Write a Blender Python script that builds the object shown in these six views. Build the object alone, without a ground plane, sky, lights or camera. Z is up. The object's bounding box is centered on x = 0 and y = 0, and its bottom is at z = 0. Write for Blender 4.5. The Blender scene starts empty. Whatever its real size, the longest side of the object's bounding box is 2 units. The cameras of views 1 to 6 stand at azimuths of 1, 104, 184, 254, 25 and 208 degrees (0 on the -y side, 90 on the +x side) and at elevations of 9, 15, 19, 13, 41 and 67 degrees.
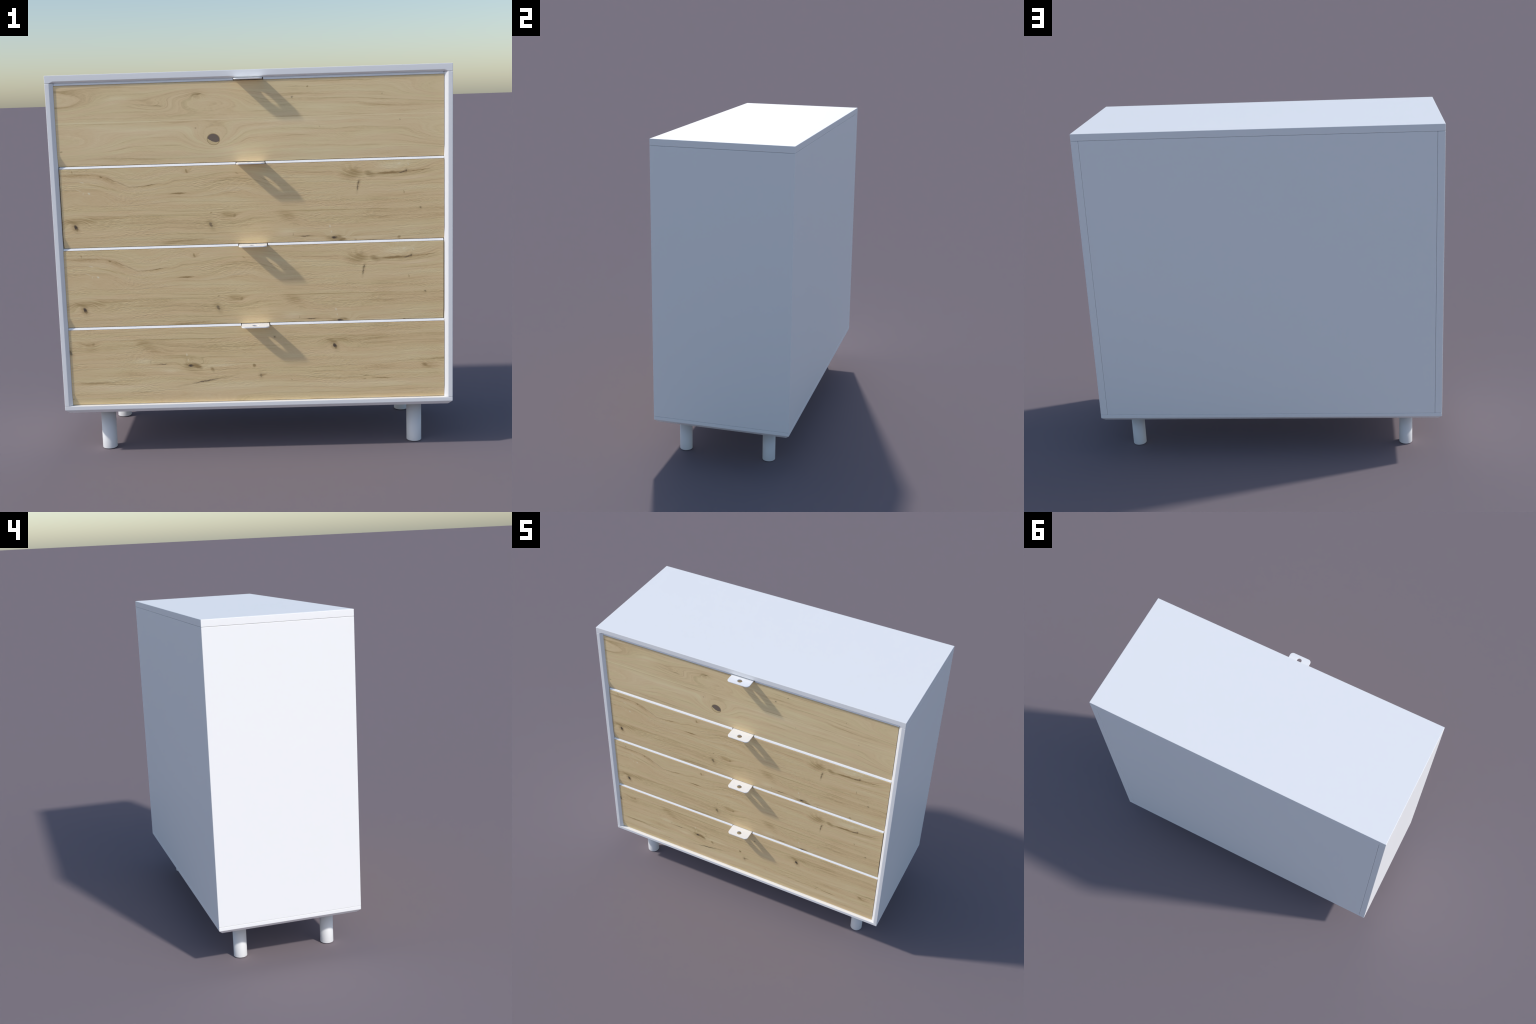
"""A white chest of four drawers with oak fronts, sloping white trim strips,
flat white pull tabs with a round hole, and four round legs."""
import bpy, bmesh, math
from mathutils import Vector

# ------------------------------------------------------------------ sizes (m)
HALF_W = 1.0            # half width of the cabinet
FRONT, BACK = -0.3893, 0.4506
TOP_Z, TOP_LOW = 1.956, 1.9175
FLOOR_TOP, FLOOR_EDGE, FLOOR_LOW = 0.2712, 0.2508, 0.2308
SIDE_T = 0.040          # side panel thickness
CHAMFER = 0.0135        # depth of the slope on the frame's inner front edge
FACE_Y = -0.3778        # plane of the drawer fronts
DRAWER_TOP = 1.905      # top edge of the highest wooden front
PITCH = 0.4115          # distance from one drawer to the next
TRIM_H = 0.0115         # height of the sloping white strip on each drawer
TAB_HALF, TAB_FRONT, TAB_T = 0.0705, -0.4506, 0.0062
LEG_R = 0.0388
LEG_X, LEG_Y = (-0.801, 0.820), (-0.2460, 0.2865)


# ------------------------------------------------------------- node utilities
class Nodes:
    """Small helper that chains shader nodes."""

    def __init__(self, name):
        self.mat = bpy.data.materials.new(name)
        self.mat.use_nodes = True
        self.t = self.mat.node_tree
        self.bsdf = self.t.nodes["Principled BSDF"]

    def put(self, socket, v):
        if isinstance(v, bpy.types.NodeSocket):
            self.t.links.new(v, socket)
        elif v is not None:
            socket.default_value = v

    def math(self, op, a, b=None, c=None, clamp=False):
        n = self.t.nodes.new("ShaderNodeMath")
        n.operation = op
        n.use_clamp = clamp
        for s, v in zip(n.inputs, (a, b, c)):
            self.put(s, v)
        return n.outputs[0]

    def ramp(self, v, a, b, lo=0.0, hi=1.0, kind="SMOOTHSTEP"):
        n = self.t.nodes.new("ShaderNodeMapRange")
        n.interpolation_type = kind
        n.clamp = True
        for s, x in zip(n.inputs[:5], (v, a, b, lo, hi)):
            self.put(s, x)
        return n.outputs[0]

    def join(self, x, y, z):
        n = self.t.nodes.new("ShaderNodeCombineXYZ")
        for s, v in zip(n.inputs, (x, y, z)):
            self.put(s, v)
        return n.outputs[0]

    def split(self, v):
        n = self.t.nodes.new("ShaderNodeSeparateXYZ")
        self.put(n.inputs[0], v)
        return n.outputs[0], n.outputs[1], n.outputs[2]

    def noise(self, vec, scale=1.0, detail=2.0, rough=0.5, out="Fac"):
        n = self.t.nodes.new("ShaderNodeTexNoise")
        self.put(n.inputs["Vector"], vec)
        n.inputs["Scale"].default_value = scale
        n.inputs["Detail"].default_value = detail
        n.inputs["Roughness"].default_value = rough
        return n.outputs[out]

    def mix(self, fac, a, b, kind="MIX"):
        n = self.t.nodes.new("ShaderNodeMix")
        n.data_type = "RGBA"
        n.blend_type = kind
        self.put(n.inputs[0], fac)
        self.put(n.inputs[6], a)
        self.put(n.inputs[7], b)
        return n.outputs[2]

    def vadd(self, a, b):
        n = self.t.nodes.new("ShaderNodeVectorMath")
        n.operation = "ADD"
        self.put(n.inputs[0], a)
        self.put(n.inputs[1], b)
        return n.outputs[0]

    def after(self, vec, value):
        """The same vector, but worked out only once value is known: keeps
        the number of values Cycles must hold at one time small."""
        n = self.t.nodes.new("ShaderNodeVectorMath")
        n.operation = "MULTIPLY_ADD"
        self.put(n.inputs[0], value)
        n.inputs[1].default_value = (1e-7, 0.0, 1e-7)
        self.put(n.inputs[2], vec)
        return n.outputs[0]

    def radius(self, vec, cx, cz, rx, rz, tilt=0.0, wait=None):
        """Distance from an ellipse centre, 1 on its rim (tilt in degrees)."""
        if wait is not None:
            vec = self.after(vec, wait)
        m = self.t.nodes.new("ShaderNodeMapping")
        m.vector_type = "TEXTURE"
        self.put(m.inputs["Vector"], vec)
        m.inputs["Location"].default_value = (cx, 0, cz)
        m.inputs["Rotation"].default_value = (0, -math.radians(tilt), 0)
        m.inputs["Scale"].default_value = (rx, 1e6, rz)
        n = self.t.nodes.new("ShaderNodeVectorMath")
        n.operation = "LENGTH"
        self.t.links.new(m.outputs[0], n.inputs[0])
        return n.outputs["Value"]


def rgb(r, g, b):
    return (r, g, b, 1.0)


# ------------------------------------------------------------------ materials
def white_lacquer(name, tint):
    k = Nodes(name)
    pos = k.t.nodes.new("ShaderNodeTexCoord").outputs["Object"]
    cloud = k.noise(pos, 3.0, 3.0)
    k.put(k.bsdf.inputs["Base Color"],
          k.mix(cloud, rgb(tint, tint, tint), rgb(tint + 0.01, tint + 0.01, tint + 0.01)))
    k.bsdf.inputs["Roughness"].default_value = 0.45
    k.bsdf.inputs["Specular IOR Level"].default_value = 0.5
    return k.mat


PALE = rgb(0.93, 0.78, 0.47)
MID = rgb(0.84, 0.665, 0.365)
DEEP = rgb(0.60, 0.445, 0.215)
BROWN = rgb(0.43, 0.295, 0.130)
DARK = rgb(0.115, 0.085, 0.062)


def wood(name, bends, waves, spots, seams, shift=(0.0, 0.0), period=None,
         rings=0.5, relief=1.0, seed=0.0, tint=None):
    """Sawn oak.  The grain runs along x; it is the set of level lines of a
    height field that is plain z, pushed aside by knots (bends) and by long
    waves.  Spots are knots, streaks and pale flecks; seams part the planks.
      bends: (x, z, reach_x, reach_z, push)
      waves: (x_from, x_to, z_from, z_to, push)
      spots: (kind, x, z, rx, rz, tilt, strength)
      seams: (z, slope, x_from, x_to, tone_below, depth_below, line)"""
    k = Nodes(name)
    pos = k.t.nodes.new("ShaderNodeTexCoord").outputs["Object"]
    px, py, pz = k.split(pos)
    tx = k.math("ADD", px, shift[0])
    if period:
        tx = k.math("WRAP", tx, period / 2, -period / 2)
    tz = k.math("ADD", pz, shift[1])
    plain = k.join(tx, 0.0, tz)
    # ragged outlines
    fuzz = k.noise(k.join(k.math("MULTIPLY", px, 0.6), seed, pz), 70.0, 3.0,
                   0.6, "Color")
    fn = k.t.nodes.new("ShaderNodeVectorMath")
    fn.operation = "MULTIPLY_ADD"
    k.put(fn.inputs[0], fuzz)
    fn.inputs[1].default_value = (0.012, 0.0, 0.010)
    fn.inputs[2].default_value = (-0.006, 0.0, -0.005)
    ragged = k.vadd(plain, fn.outputs[0])

    # ---- grain height field
    sway = k.noise(k.join(k.math("MULTIPLY", px, 1.6), seed + 3.0,
                          k.math("MULTIPLY", pz, 5.0)), 1.0, 3.0, 0.5)
    g = k.math("ADD", tz, k.math("MULTIPLY", k.math("SUBTRACT", sway, 0.5), 0.06))
    wiggle = k.noise(k.join(k.math("MULTIPLY", px, 9.0), seed + 8.0,
                            k.math("MULTIPLY", pz, 34.0)), 1.0, 3.0, 0.6)
    g = k.math("ADD", g, k.math("MULTIPLY", k.math("SUBTRACT", wiggle, 0.5), 0.011))
    for (x, z, rx, rz, push) in bends:
        r = k.radius(plain, x, z, rx, rz, wait=g)
        g = k.math("ADD", g, k.ramp(r, 0.0, 1.0, push, 0.0, "SMOOTHERSTEP"))
    for (x0, x1, z0, z1, push) in waves:
        across = k.ramp(tx, x0, x1, push, 0.0)
        mid, half = (z0 + z1) / 2, abs(z1 - z0) / 2
        up = k.ramp(k.math("ABSOLUTE", k.math("SUBTRACT", tz, mid)),
                    half, 0.3 * half, 0.0, 1.0)
        g = k.math("ADD", g, k.math("MULTIPLY", across, up))

    def streaks(along, across, detail, off):
        return k.noise(k.join(k.math("MULTIPLY", px, along), seed + off,
                              k.math("MULTIPLY", g, across)), 1.0, detail, 0.55)

    broad = streaks(0.9, 11.0, 2.0, 11.0)
    medium = streaks(2.2, 46.0, 3.0, 23.0)
    fine = streaks(7.0, 190.0, 2.0, 37.0)
    fibre = k.noise(k.join(k.math("MULTIPLY", px, 45.0), seed,
                           k.math("MULTIPLY", k.math("ADD", g, tz), 330.0)),
                    1.0, 2.0, 0.6)
    # growth rings: thin darker lines along the level lines
    phase = k.math("ADD", k.math("MULTIPLY", g, 34.0),
                   k.math("MULTIPLY", broad, 2.6))
    saw = k.math("FRACT", phase)
    ring = k.math("POWER", saw, 3.5)
    ring = k.math("MULTIPLY", ring, k.ramp(saw, 1.0, 0.93))
    ring = k.math("MULTIPLY", ring, k.ramp(streaks(1.3, 14.0, 2.0, 51.0), 0.36, 0.62))

    # brushed relief: short strokes, in places slanting down to the right
    patch = k.noise(k.join(k.math("MULTIPLY", px, 2.6), seed + 91.0,
                           k.math("MULTIPLY", pz, 8.0)), 1.0, 2.0)
    lie = k.math("MULTIPLY_ADD", g, 0.45, k.math("MULTIPLY", tz, 0.55))
    straight = k.noise(k.join(k.math("MULTIPLY", px, 46.0), seed + 5.0,
                              k.math("MULTIPLY", lie, 200.0)), 1.0, 2.0, 0.55)
    leaning = k.noise(k.join(k.math("MULTIPLY", px, 56.0), seed + 6.0,
                             k.math("MULTIPLY", k.math("MULTIPLY_ADD", px, 0.36, lie), 165.0)),
                      1.0, 2.0, 0.55)
    where = k.ramp(patch, 0.44, 0.58)
    stroke = k.math("ADD", k.math("MULTIPLY", straight, k.math("SUBTRACT", 1.0, where)),
                    k.math("MULTIPLY", leaning, where))
    rough = k.noise(k.join(k.math("MULTIPLY", px, 4.0), seed + 97.0,
                           k.math("MULTIPLY", pz, 16.0)), 1.0, 2.0)
    stroke = k.math("MULTIPLY", k.math("SUBTRACT", stroke, 0.5),
                    k.ramp(rough, 0.38, 0.64, 0.25, 1.0))

    tone = k.math("MULTIPLY", k.math("SUBTRACT", broad, 0.5), 0.68)
    tone = k.math("ADD", tone, k.math("MULTIPLY", k.math("SUBTRACT", medium, 0.5), 0.72))
    tone = k.math("ADD", tone, k.math("MULTIPLY", k.math("SUBTRACT", fine, 0.5), 0.72))
    tone = k.math("ADD", tone, k.math("MULTIPLY", k.math("SUBTRACT", fibre, 0.5), 0.38))
    tone = k.math("SUBTRACT", tone, k.math("MULTIPLY", stroke, 0.55 * relief))
    tone = k.math("SUBTRACT", 0.54, tone)
    tone = k.math("ADD", tone, k.math("MULTIPLY", ring, -rings))

    # ---- planks
    lines = None
    for (z, slope, x0, x1, below, depth, line) in seams:
        d = k.math("SUBTRACT", tz, k.math("MULTIPLY_ADD", tx, slope, z))
        span = k.math("MULTIPLY", k.ramp(tx, x0, x0 + 0.12), k.ramp(tx, x1, x1 - 0.12))
        shade = k.ramp(d, 0.0015, -0.0015)
        if depth:
            shade = k.math("MULTIPLY", shade, k.ramp(d, -depth, 0.0))
        shade = k.math("MULTIPLY", shade, span)
        tone = k.math("ADD", tone, k.math("MULTIPLY", shade, below))
        if line:
            l = k.ramp(k.math("ABSOLUTE", d), 0.0022, 0.0006, 0.0, 1.0)
            l = k.math("MULTIPLY", k.math("MULTIPLY", l, span), line)
            tone = k.math("ADD", tone, l)

    # stains follow the fibres: they thin out where the grain is pale
    soak = k.ramp(k.math("ADD", k.math("MULTIPLY", medium, 0.6),
                         k.math("MULTIPLY", fine, 0.4)), 0.38, 0.60, 0.40, 1.35)
    # pale and brown clouds act on the tone, so the grain shows through
    for (kind, x, z, rx, rz, tilt, s) in spots:
        if kind not in ("pale", "shade"):
            continue
        m = k.ramp(k.radius(ragged, x, z, rx, rz, tilt, tone), 1.0, 0.0,
                   0.0, 0.9 * s if kind == "pale" else -0.58 * s)
        if kind == "shade":
            m = k.math("MULTIPLY", m, soak)
        tone = k.math("ADD", tone, m)

    cr = k.t.nodes.new("ShaderNodeValToRGB")
    k.put(cr.inputs[0], tone)
    e = cr.color_ramp.elements
    e[0].position, e[0].color = 0.0, DEEP
    e[1].position, e[1].color = 1.0, PALE
    m1 = e.new(0.45)
    m1.color = MID
    col = cr.outputs[0]
    # a breath of pink and green between the planks' fibres
    hue = k.noise(k.join(k.math("MULTIPLY", px, 2.0), seed + 71.0,
                         k.math("MULTIPLY", g, 30.0)), 1.0, 2.0)
    col = k.mix(k.ramp(hue, 0.35, 0.65), col,
                k.mix(1.0, col, rgb(1.0, 0.955, 0.97), "MULTIPLY"))

    for (kind, x, z, rx, rz, tilt, s) in spots:
        if kind == "fleck":
            m = k.ramp(k.radius(ragged, x, z, rx, rz, tilt, col), 1.0, 0.3, 0.0, s)
            col = k.mix(m, col, rgb(0.97, 0.88, 0.64))
        elif kind == "brown":
            m = k.ramp(k.radius(ragged, x, z, rx, rz, tilt, col), 1.0, 0.2, 0.0, s)
            m = k.math("MULTIPLY", m, soak, clamp=True)
            col = k.mix(m, col, BROWN)
        elif kind == "dark":
            d = k.radius(ragged, x, z, rx, rz, tilt, col)
            halo = k.math("MULTIPLY", k.ramp(d, 2.6, 0.8, 0.0, 0.42 * s), soak, clamp=True)
            col = k.mix(halo, col, BROWN)
            col = k.mix(k.ramp(d, 1.05, 0.40, 0.0, s), col, DARK)
        elif kind == "hole":
            rim = k.radius(plain, x, z, rx, rz, tilt, col)
            col = k.mix(k.ramp(rim, 1.10, 0.99, 0.0, 0.85), col, BROWN)
            body = k.ramp(rim, 0.97, 0.92)
            # ragged pale crescent left at the lower edge
            low = k.radius(ragged, x + 0.18 * rx, z + 0.42 * rz, 1.25 * rx, 0.90 * rz, -12.0)
            fill = k.mix(k.ramp(low, 1.0, 0.96), rgb(0.74, 0.57, 0.30),
                         rgb(0.215, 0.165, 0.125))
            col = k.mix(body, col, fill)
    k.put(k.bsdf.inputs["Base Color"], k.mix(1.0, col, tint, "MULTIPLY"))
    k.bsdf.inputs["Roughness"].default_value = 0.62
    k.bsdf.inputs["Specular IOR Level"].default_value = 0.3

    b = k.t.nodes.new("ShaderNodeBump")
    b.inputs["Strength"].default_value = 1.0 * relief
    b.inputs["Distance"].default_value = 0.0021
    k.put(b.inputs["Height"], k.math("SUBTRACT", stroke, k.math("MULTIPLY", ring, 0.2)))
    k.t.links.new(b.outputs[0], k.bsdf.inputs["Normal"])
    return k.mat


def plain_oak():
    """Top drawer: paler, cleaner boards with one knot hole."""
    bends = [(-1.00, -0.095, 0.42, 0.090, 0.085), (-0.99, -0.300, 0.52, 0.095, 0.095),
             (-0.220, -0.085, 0.34, 0.090, -0.085), (-0.254, -0.065, 0.06, 0.035, -0.03),
             (-0.180, -0.283, 0.22, 0.105, 0.085), (-0.180, -0.283, 0.07, 0.055, 0.04),
             (1.02, -0.075, 0.42, 0.090, 0.095), (0.99, -0.290, 0.32, 0.085, 0.07),
             (-0.45, -0.11, 0.16, 0.045, 0.028)]
    waves = []
    spots = [("hole", -0.180, -0.283, 0.0315, 0.0275, -14, 1),
             ("shade", -0.256, -0.060, 0.085, 0.040, 0, 0.30),
             ("brown", -0.262, -0.062, 0.030, 0.016, 12, 0.38),
             ("brown", -0.245, -0.060, 0.020, 0.005, 14, 0.9),
             ("pale", -0.215, -0.100, 0.08, 0.045, 0, 0.25),
             ("brown", -0.505, -0.108, 0.085, 0.006, -6, 0.35),
             ("brown", -0.450, -0.112, 0.035, 0.005, -2, 0.6),
             ("shade", -0.520, -0.105, 0.16, 0.028, -6, 0.12),
             ("brown", 0.290, -0.039, 0.008, 0.006, 30, 0.8),
             ("brown", 0.225, -0.037, 0.070, 0.003, -1, 0.25),
             ("brown", 0.400, -0.036, 0.090, 0.003, 3, 0.15),
             ("dark", 0.213, -0.089, 0.005, 0.005, 0, 0.6),
             ("brown", -0.267, -0.226, 0.007, 0.006, -40, 0.6),
             ("brown", 0.742, -0.213, 0.005, 0.005, 0, 0.6),
             ("brown", 0.656, -0.084, 0.004, 0.006, 0, 0.5),
             ("brown", 0.346, -0.236, 0.004, 0.007, 30, 0.5),
             ("brown", -0.940, -0.325, 0.010, 0.006, 0, 0.6),
             ("pale", -0.62, -0.225, 0.28, 0.030, -4, 0.32),
             ("pale", -0.35, -0.235, 0.20, 0.035, 0, 0.25),
             ("pale", 0.20, -0.200, 0.35, 0.022, 0, 0.28),
             ("pale", -0.10, -0.340, 0.16, 0.040, 0, 0.22),
             ("pale", -0.66, -0.080, 0.10, 0.05, 10, 0.22)]
    seams = [(-0.186, 0.0, -1.2, 1.2, 0.04, 0.0, 0.60)]
    return wood("pale_oak", bends, waves, spots, seams, rings=0.34, relief=0.42,
                seed=2.0, tint=rgb(1.065, 1.05, 1.05))


def rustic_oak(name, shift=(0.0, 0.0), period=None):
    """The three lower drawers are cut from one knotty board, the lowest of
    them from further along and further down."""
    # positions are those seen on the second drawer
    bends = [(-0.60, -0.075, 0.30, 0.12, 0.035), (-0.888, -0.270, 0.12, 0.06, -0.03),
             (-0.085, -0.085, 0.26, 0.12, -0.035), (-0.110, -0.265, 0.11, 0.05, 0.022),
             (0.520, -0.062, 0.14, 0.075, 0.035), (0.740, -0.050, 0.30, 0.12, 0.050),
             (0.210, -0.280, 0.12, 0.065, -0.018), (0.430, -0.375, 0.12, 0.05, 0.04),
             (-0.425, -0.078, 0.05, 0.025, 0.012), (-0.321, -0.026, 0.05, 0.03, 0.02)]
    waves = [(-0.78, -0.58, 0.03, -0.20, -0.055)]
    spots = [
        ("brown", -0.893, -0.017, 0.0055, 0.012, 10, 0.7),
        ("shade", -0.86, -0.034, 0.13, 0.016, -2, 0.7),
        ("brown", -0.750, -0.043, 0.011, 0.008, -20, 0.85),
        ("shade", -0.720, -0.055, 0.10, 0.022, -20, 0.55),
        ("brown", -0.690, -0.061, 0.065, 0.0055, -24, 0.85),
        ("brown", -0.640, -0.083, 0.050, 0.006, -26, 0.85),
        ("brown", -0.575, -0.0965, 0.055, 0.0042, 2, 0.85),
        ("brown", -0.512, -0.0915, 0.045, 0.0040, 9, 0.8),
        ("pale", -0.80, -0.062, 0.14, 0.022, -6, 0.28),
        ("pale", -0.55, -0.115, 0.16, 0.018, 2, 0.25),
        ("shade", -0.740, -0.095, 0.13, 0.008, -15, 0.35),
        ("fleck", -0.846, -0.067, 0.016, 0.005, -10, 0.5),
        ("fleck", -0.814, -0.124, 0.010, 0.007, -20, 0.85),
        ("fleck", -0.842, -0.123, 0.003, 0.009, 0, 0.5),
        ("fleck", -0.865, -0.107, 0.022, 0.003, -25, 0.4),
        ("brown", -0.367, -0.135, 0.055, 0.0055, 1, 0.95),
        ("shade", -0.360, -0.145, 0.16, 0.022, 0, 0.35),
        ("brown", -0.321, -0.025, 0.007, 0.015, 14, 0.6),
        ("shade", -0.315, -0.028, 0.028, 0.022, 14, 0.4),
        ("shade", -0.425, -0.078, 0.025, 0.008, 0, 0.35),
        ("shade", -0.800, -0.258, 0.26, 0.026, 2, 0.60),
        ("brown", -0.905, -0.268, 0.05, 0.012, -20, 0.4),
        ("dark", -0.888, -0.294, 0.0105, 0.0185, 28, 1.0),
        ("brown", -0.884, -0.306, 0.006, 0.012, 10, 0.7),
        ("brown", -0.330, -0.373, 0.14, 0.006, 3, 0.55),
        ("shade", -0.320, -0.378, 0.24, 0.020, 2, 0.45),
        ("shade", -0.070, -0.080, 0.20, 0.085, -14, 0.28),
        ("brown", -0.070, -0.043, 0.012, 0.004, -40, 0.45),
        ("brown", 0.085, -0.086, 0.075, 0.0028, -28, 0.45),
        ("dark", -0.209, -0.297, 0.0090, 0.0190, 28, 0.62),
        ("brown", -0.205, -0.237, 0.008, 0.004, 0, 0.7),
        ("shade", -0.115, -0.264, 0.085, 0.045, -22, 0.50),
        ("brown", -0.088, -0.255, 0.014, 0.010, 50, 0.5),
        ("shade", 0.190, -0.275, 0.10, 0.040, -28, 0.55),
        ("shade", 0.330, -0.325, 0.16, 0.030, -8, 0.35),
        ("pale", 0.165, -0.350, 0.07, 0.026, 0, 0.42),
        ("brown", 0.203, -0.358, 0.005, 0.010, 0, 0.45),
        ("dark", 0.262, -0.369, 0.030, 0.0026, 1, 0.85),
        ("shade", 0.500, -0.063, 0.095, 0.050, 10, 0.75),
        ("brown", 0.512, -0.064, 0.050, 0.030, 20, 0.35),
        ("brown", 0.590, -0.066, 0.038, 0.020, -20, 0.7),
        ("brown", 0.675, -0.064, 0.110, 0.011, 4, 0.9),
        ("dark", 0.752, -0.061, 0.026, 0.0040, 14, 0.65),
        ("dark", 0.770, -0.055, 0.005, 0.008, -20, 0.65),
        ("brown", 0.840, -0.053, 0.085, 0.0040, 7, 0.85),
        ("shade", 0.800, -0.066, 0.15, 0.016, 6, 0.40),
        ("pale", 0.700, -0.026, 0.11, 0.026, 8, 0.55),
        ("pale", 0.800, -0.090, 0.16, 0.018, 5, 0.42),
        ("fleck", 0.735, -0.018, 0.012, 0.006, 30, 0.5),
        ("fleck", 0.780, -0.022, 0.005, 0.012, 20, 0.5),
        ("dark", 0.535, -0.107, 0.0052, 0.012, -14, 0.7),
        ("dark", 0.529, -0.130, 0.0038, 0.020, -8, 0.65),
        ("brown", 0.759, -0.160, 0.0045, 0.012, 10, 0.75),
        ("dark", 0.842, -0.241, 0.005, 0.004, 0, 0.7),
        ("fleck", 0.389, -0.321, 0.006, 0.010, 10, 0.65),
        ("fleck", 0.394, -0.350, 0.004, 0.009, 10, 0.55),
        ("dark", 0.410, -0.380, 0.020, 0.0085, 0, 1.0),
        ("brown", 0.440, -0.384, 0.042, 0.018, -22, 0.95),
        ("brown", 0.385, -0.377, 0.022, 0.007, -20, 0.6),
        ("pale", 0.560, -0.384, 0.11, 0.011, 0, 0.5),
        ("brown", 0.733, -0.387, 0.012, 0.009, 0, 0.8)]
    # what shows only on the lowest drawer, given as seen there
    low = [("brown", -0.228, -0.225, 0.012, 0.022, 28, 0.6),
           ("brown", -0.013, -0.210, 0.012, 0.010, 0, 0.85),
           ("dark", 0.020, -0.262, 0.008, 0.0115, 10, 0.5),
           ("brown", 0.030, -0.258, 0.03, 0.010, 10, 0.4),
           ("shade", -0.330, -0.225, 0.11, 0.035, -25, 0.45),
           ("dark", -0.265, -0.284, 0.080, 0.0036, 9.5, 0.72),
           ("brown", 0.177, -0.288, 0.009, 0.004, -30, 0.5),
           ("brown", -0.830, -0.283, 0.14, 0.009, 1, 0.55),
           ("brown", -0.700, -0.292, 0.090, 0.004, -2, 0.6),
           ("brown", -0.540, -0.337, 0.120, 0.0032, -1, 0.45),
           ("brown", 0.552, -0.274, 0.030, 0.0036, -4, 0.75),
           ("brown", 0.640, -0.290, 0.070, 0.0036, -3, 0.75),
           ("brown", 0.551, -0.294, 0.012, 0.004, 0, 0.5),
           ("brown", 0.860, -0.226, 0.022, 0.009, -12, 0.85),
           ("shade", 0.880, -0.232, 0.085, 0.045, -30, 0.5),
           ("brown", -0.956, -0.364, 0.008, 0.006, 0, 0.8),
           ("pale", -0.445, -0.225, 0.07, 0.022, 0, 0.4),
           ("pale", -0.75, -0.310, 0.22, 0.025, 0, 0.3),
           ("pale", 0.55, -0.318, 0.45, 0.020, 0, 0.3),
           ("pale", -0.10, -0.315, 0.35, 0.020, 3, 0.2)]
    spots += [(kd, x + 0.747 if x < 0.27 else x - 1.290, z - 0.180, a, b, t, s)
              for (kd, x, z, a, b, t, s) in low]
    bends += [(0.42, -0.595, 0.5, 0.09, 0.08), (-0.85, -0.61, 0.5, 0.09, -0.07)]
    seams = [(-0.2385, -0.002, -2.0, 2.0, -0.16, 0.11, 0.0),
             (-0.2385, -0.002, 0.05, 0.75, 0.0, 0.0, -0.45),
             (-0.3715, -0.002, 0.10, 1.02, 0.12, 0.03, -0.30),
             (-0.474, 0.0, -2.0, 2.0, 0.16, 0.09, -0.12)]
    return wood(name, bends, waves, spots, seams, shift, period, rings=0.15,
                relief=1.0, seed=17.0, tint=rgb(1.015, 0.975, 0.945))


# ------------------------------------------------------------------- geometry
def solid(name, verts, faces, mat, parent=None, origin=(0, 0, 0), bevel=0.0,
          segments=2, angle=25.0):
    """Mesh object from corner points, edges rounded, normals tidy."""
    o = Vector(origin)
    bm = bmesh.new()
    vs = [bm.verts.new(Vector(v) - o) for v in verts]
    for f in faces:
        bm.faces.new([vs[i] for i in f])
    bmesh.ops.recalc_face_normals(bm, faces=bm.faces[:])
    if bevel:
        sharp = [e for e in bm.edges if len(e.link_faces) == 2
                 and e.calc_face_angle(0) > math.radians(angle)]
        bmesh.ops.bevel(bm, geom=sharp, offset=bevel, segments=segments,
                        profile=0.5, affect="EDGES", clamp_overlap=True)
    me = bpy.data.meshes.new(name)
    for f in bm.faces:
        f.smooth = True
    # faces larger than the rounded edges keep their own flat normals
    bm.normal_update()
    bm.to_mesh(me)
    bm.free()
    me.normals_split_custom_set_from_vertices(vertex_normals(me))
    me.materials.append(mat)
    ob = bpy.data.objects.new(name, me)
    bpy.context.scene.collection.objects.link(ob)
    ob.location = o if parent is None else o - Vector(parent.get("base", (0, 0, 0)))
    if parent is not None:
        ob.parent = parent
        ob["base"] = tuple(o)
    return ob


def vertex_normals(me):
    """Vertex normals weighted by face area, so broad faces stay flat."""
    acc = [Vector() for _ in me.vertices]
    for p in me.polygons:
        for i in p.vertices:
            acc[i] += p.normal * p.area
    return [v.normalized() for v in acc]


def prism_x(profile, x0, x1):
    """Closed (y, z) outline drawn out along x."""
    n = len(profile)
    verts = [(x0, y, z) for y, z in profile] + [(x1, y, z) for y, z in profile]
    faces = [tuple(range(n)), tuple(range(2 * n - 1, n - 1, -1))]
    faces += [(i, (i + 1) % n, n + (i + 1) % n, n + i) for i in range(n)]
    return verts, faces


def prism_z(outline, z0, z1):
    n = len(outline)
    verts = [(x, y, z0) for x, y in outline] + [(x, y, z1) for x, y in outline]
    faces = [tuple(range(n)), tuple(range(2 * n - 1, n - 1, -1))]
    faces += [(i, (i + 1) % n, n + (i + 1) % n, n + i) for i in range(n)]
    return verts, faces


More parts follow.
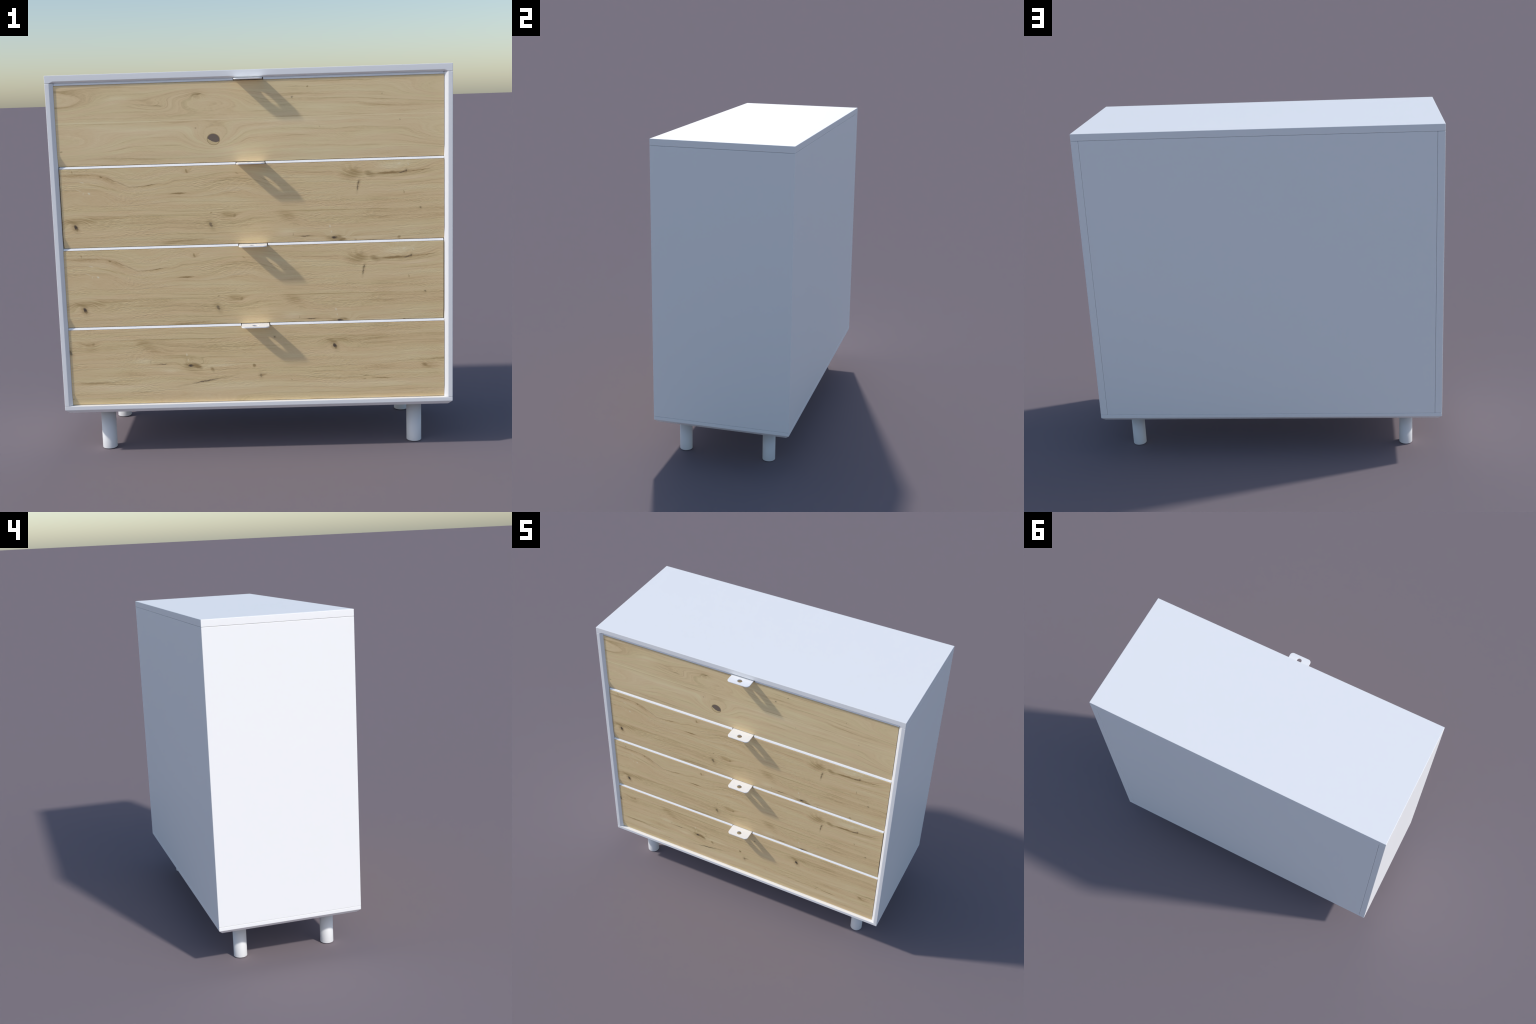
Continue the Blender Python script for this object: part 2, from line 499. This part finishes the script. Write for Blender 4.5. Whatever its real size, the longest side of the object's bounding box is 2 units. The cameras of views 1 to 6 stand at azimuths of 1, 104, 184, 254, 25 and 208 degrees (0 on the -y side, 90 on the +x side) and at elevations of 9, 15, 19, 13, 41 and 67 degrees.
def top_panel(mat, parent):
    """Slab whose lower front edge is sloped between the side panels."""
    w, a, b = HALF_W, HALF_W - 0.022, HALF_W - SIDE_T
    rise, deep = 0.0085, 0.018
    f, k, lo, hi = FRONT, BACK, TOP_LOW, TOP_Z
    v = [(-w, f, hi), (w, f, hi), (w, k, hi), (-w, k, hi),          # 0-3 top
         (-w, k, lo), (w, k, lo), (w, f, lo), (-w, f, lo),          # 4-7 low
         (a, f, lo), (b, f, lo + rise), (-b, f, lo + rise), (-a, f, lo),  # 8-11
         (b, f + deep, lo), (-b, f + deep, lo)]                      # 12-13
    fs = [(0, 1, 2, 3), (3, 2, 5, 4), (0, 3, 4, 7), (1, 6, 5, 2),
          (0, 7, 11, 10, 9, 8, 6, 1), (8, 9, 12), (11, 13, 10),
          (9, 10, 13, 12), (4, 5, 6, 8, 12, 13, 11, 7)]
    return solid("top_panel", v, fs, mat, parent, (0, 0, lo), 0.0020, 3)


def side_panel(sign, mat, parent):
    o, i = HALF_W, HALF_W - SIDE_T
    outline = [(o, FRONT), (o, BACK), (i, BACK), (i, FRONT + CHAMFER),
               (o - 0.022, FRONT)]
    v, f = prism_z([(sign * x, y) for x, y in outline], FLOOR_TOP + 0.0008, TOP_LOW - 0.0011)
    return solid("side_panel", v, f, mat, parent, (sign * o, 0, FLOOR_TOP), 0.0020, 3)


def bottom_panel(mat, parent):
    """Floor board, bevelled at 45 degrees all round underneath."""
    d = FLOOR_EDGE - FLOOR_LOW
    v = []
    for z, inset in ((FLOOR_TOP, 0), (FLOOR_EDGE, 0), (FLOOR_LOW, d)):
        w = HALF_W - inset
        v += [(-w, FRONT + inset, z), (w, FRONT + inset, z),
              (w, BACK - inset, z), (-w, BACK - inset, z)]
    f = [(0, 1, 2, 3), (8, 9, 10, 11)]
    for r in (0, 4):
        f += [(r + i, r + (i + 1) % 4, r + 4 + (i + 1) % 4, r + 4 + i) for i in range(4)]
    return solid("bottom_panel", v, f, mat, parent, (0, 0, FLOOR_LOW), 0.0018, 3)


def back_panel(mat, parent):
    w = HALF_W - SIDE_T - 0.0011
    v, f = prism_x([(BACK - 0.0004, FLOOR_TOP + 0.0008), (BACK - 0.0004, TOP_LOW - 0.0011),
                    (BACK - 0.02, TOP_LOW - 0.0011), (BACK - 0.02, FLOOR_TOP + 0.0008)], -w, w)
    return solid("back_panel", v, f, mat, parent, (0, BACK, FLOOR_TOP), 0.0012)


def leg(x, y, mat, parent):
    n, r, e = 64, LEG_R, 0.003
    rows = [(0.0, r - e), (0.0009, r - 0.4 * e), (e, r), (FLOOR_LOW + 0.001, r)]
    v, f = [], []
    for z, q in rows:
        v += [(x + q * math.cos(2 * math.pi * i / n), y + q * math.sin(2 * math.pi * i / n), z)
              for i in range(n)]
    for j in range(len(rows) - 1):
        f += [(j * n + i, j * n + (i + 1) % n, (j + 1) * n + (i + 1) % n, (j + 1) * n + i)
              for i in range(n)]
    f += [tuple(range(n)), tuple(range((len(rows) - 1) * n, len(rows) * n))]
    return solid("leg", v, f, mat, parent, (x, y, 0))


def drawer_front(top, low, x0, x1, lean, mat, parent, cut=(0.0, 0.0)):
    """Wooden front; its lowest five centimetres lean back as a finger grip.
    cut shifts the origin, and with it the piece of board that shows."""
    y, bend = FACE_Y, 0.056
    prof = [(y, top - 0.0014)]
    steps = 10
    for i in range(steps + 1):
        t = i / steps
        prof.append((y + lean * t ** 1.25, low + bend * (1 - t)))
    prof += [(y + 0.030, low), (y + 0.030, top + 0.0006),
             (y + 0.007, top + 0.0006), (y + 0.007, top - 0.0014)]
    v, f = prism_x(prof, x0, x1)
    ob = solid("drawer_front", v, f, mat, parent,
               (cut[0], y, top + cut[1]), 0.0008, 2, 40)
    # the bend is shaded softly: the leaning part keeps most of the flat normal
    me = ob.data
    flat = Vector((0, -1, 0))
    soft = []
    for vert, nrm in zip(me.vertices, vertex_normals(me)):
        n = Vector(nrm)
        if n.y < -0.9 and abs(n.x) < 0.2:
            n = n.lerp(flat, 0.85).normalized()
        soft.append(n)
    me.normals_split_custom_set_from_vertices(soft)
    return ob


def trim_strip(z, x0, x1, mat, parent, tall=TRIM_H):
    y = FACE_Y
    prof = [(y + 0.0012, z + 0.0008), (y + 0.0082, z + tall),
            (y + 0.028, z + tall), (y + 0.028, z + 0.0008)]
    v, f = prism_x(prof, x0, x1)
    return solid("trim_strip", v, f, mat, parent, (0, y, z), 0.0012, 2)


def handle(z, mat, parent):
    """Flat tab with rounded outer corners, rounded edges and a round hole,
    bent down at the back where it is screwed behind the front."""
    h, r, back = TAB_HALF, 0.020, FACE_Y + 0.024
    hx, hy, hr = -0.0005, -0.4165, 0.0148
    e, half, mid = 0.0016, TAB_T / 2, z - TAB_T / 2

    def outline(d):
        pts = [(h - d, back - d)]
        for cx, a0 in ((h - r, 0.0), (-(h - r), -90.0)):
            for i in range(15):
                a = math.radians(a0 - 90.0 * i / 14)
                pts.append((cx + (r - d) * math.cos(a), TAB_FRONT + r + (r - d) * math.sin(a)))
        return pts + [(-(h - d), back - d)]

    def ring(d):
        return [(hx + (hr + d) * math.cos(2 * math.pi * i / 40),
                 hy + (hr + d) * math.sin(2 * math.pi * i / 40)) for i in range(40)]

    # rounded edge: inset d at height q, from the top face round to the bottom
    steps = [(e * (1 - math.sin(a)), half - e + e * math.cos(a))
             for a in (math.radians(22.5 * i) for i in range(5))]
    steps += [(d, -q) for d, q in reversed(steps)]
    bm = bmesh.new()
    caps = {0: [], len(steps) - 1: []}
    for shape in (outline, ring):
        rows = [[bm.verts.new((x, y, mid + q)) for x, y in shape(d)] for d, q in steps]
        n = len(rows[0])
        for a, b in zip(rows, rows[1:]):
            for i in range(n):
                bm.faces.new((a[i], a[(i + 1) % n], b[(i + 1) % n], b[i]))
        for j in caps:
            caps[j] += [bm.edges.get((rows[j][i], rows[j][(i + 1) % n])) for i in range(n)]
    for edges in caps.values():
        bmesh.ops.triangle_fill(bm, use_beauty=True, use_dissolve=False, edges=edges)
    # flange bent down behind the wood
    fl, ff = prism_x([(back + 0.001, z - 0.0004), (back + 0.009, z - 0.0004),
                      (back + 0.009, z - 0.05), (back + 0.001, z - 0.05)], -h, h)
    vs = [bm.verts.new(p) for p in fl]
    for q in ff:
        bm.faces.new([vs[i] for i in q])
    bm.verts.index_update()
    verts = [tuple(v.co) for v in bm.verts]
    faces = [tuple(v.index for v in f.verts) for f in bm.faces]
    bm.free()
    return solid("handle", verts, faces, mat, parent, (0, TAB_FRONT, z))


# ---------------------------------------------------------------------- build
white = white_lacquer("white_lacquer", 0.985)
leg_white = white_lacquer("white_leg_paint", 0.86)
oaks = [plain_oak(), rustic_oak("rustic_oak"), None,
        rustic_oak("rustic_oak_offcut", (0.747, -0.180), 2.037)]
oaks[2] = oaks[1]

chest = bpy.data.objects.new("chest_of_drawers", None)
bpy.context.scene.collection.objects.link(chest)
chest["label"] = "white chest of four oak drawers on short round legs"
chest["category"] = "dresser"
chest["base"] = (0.0, 0.0, 0.0)

top_panel(white, chest)
bottom_panel(white, chest)
back_panel(white, chest)
for s in (-1, 1):
    side_panel(s, white, chest)
for lx in LEG_X:
    for ly in LEG_Y:
        leg(lx, ly, leg_white, chest)

# small differences in how the drawers sit: left edge, right edge, lean
FITS = [(-0.9592, 0.9585, 0.0110), (-0.9553, 0.9585, 0.0085),
        (-0.9592, 0.9560, 0.0085), (-0.9592, 0.9585, 0.0090)]
for i, (x0, x1, lean) in enumerate(FITS):
    z = DRAWER_TOP - PITCH * i
    low = z - PITCH + TRIM_H + 0.0022 if i < 3 else FLOOR_TOP + 0.0022
    front = drawer_front(z, low, x0, x1, lean, oaks[i], chest,
                         (0.022, -0.0145) if i == 2 else (0.0, 0.0))
    gap = TAB_HALF + 0.0035
    tall = TRIM_H if i else TRIM_H + 0.0006
    trim_strip(z, x0, -gap, white, front, tall)
    trim_strip(z, gap, x1, white, front, tall)
    handle(z + TRIM_H - 0.0012, white, front)

for ob in bpy.data.objects:
    if "base" in ob:
        del ob["base"]
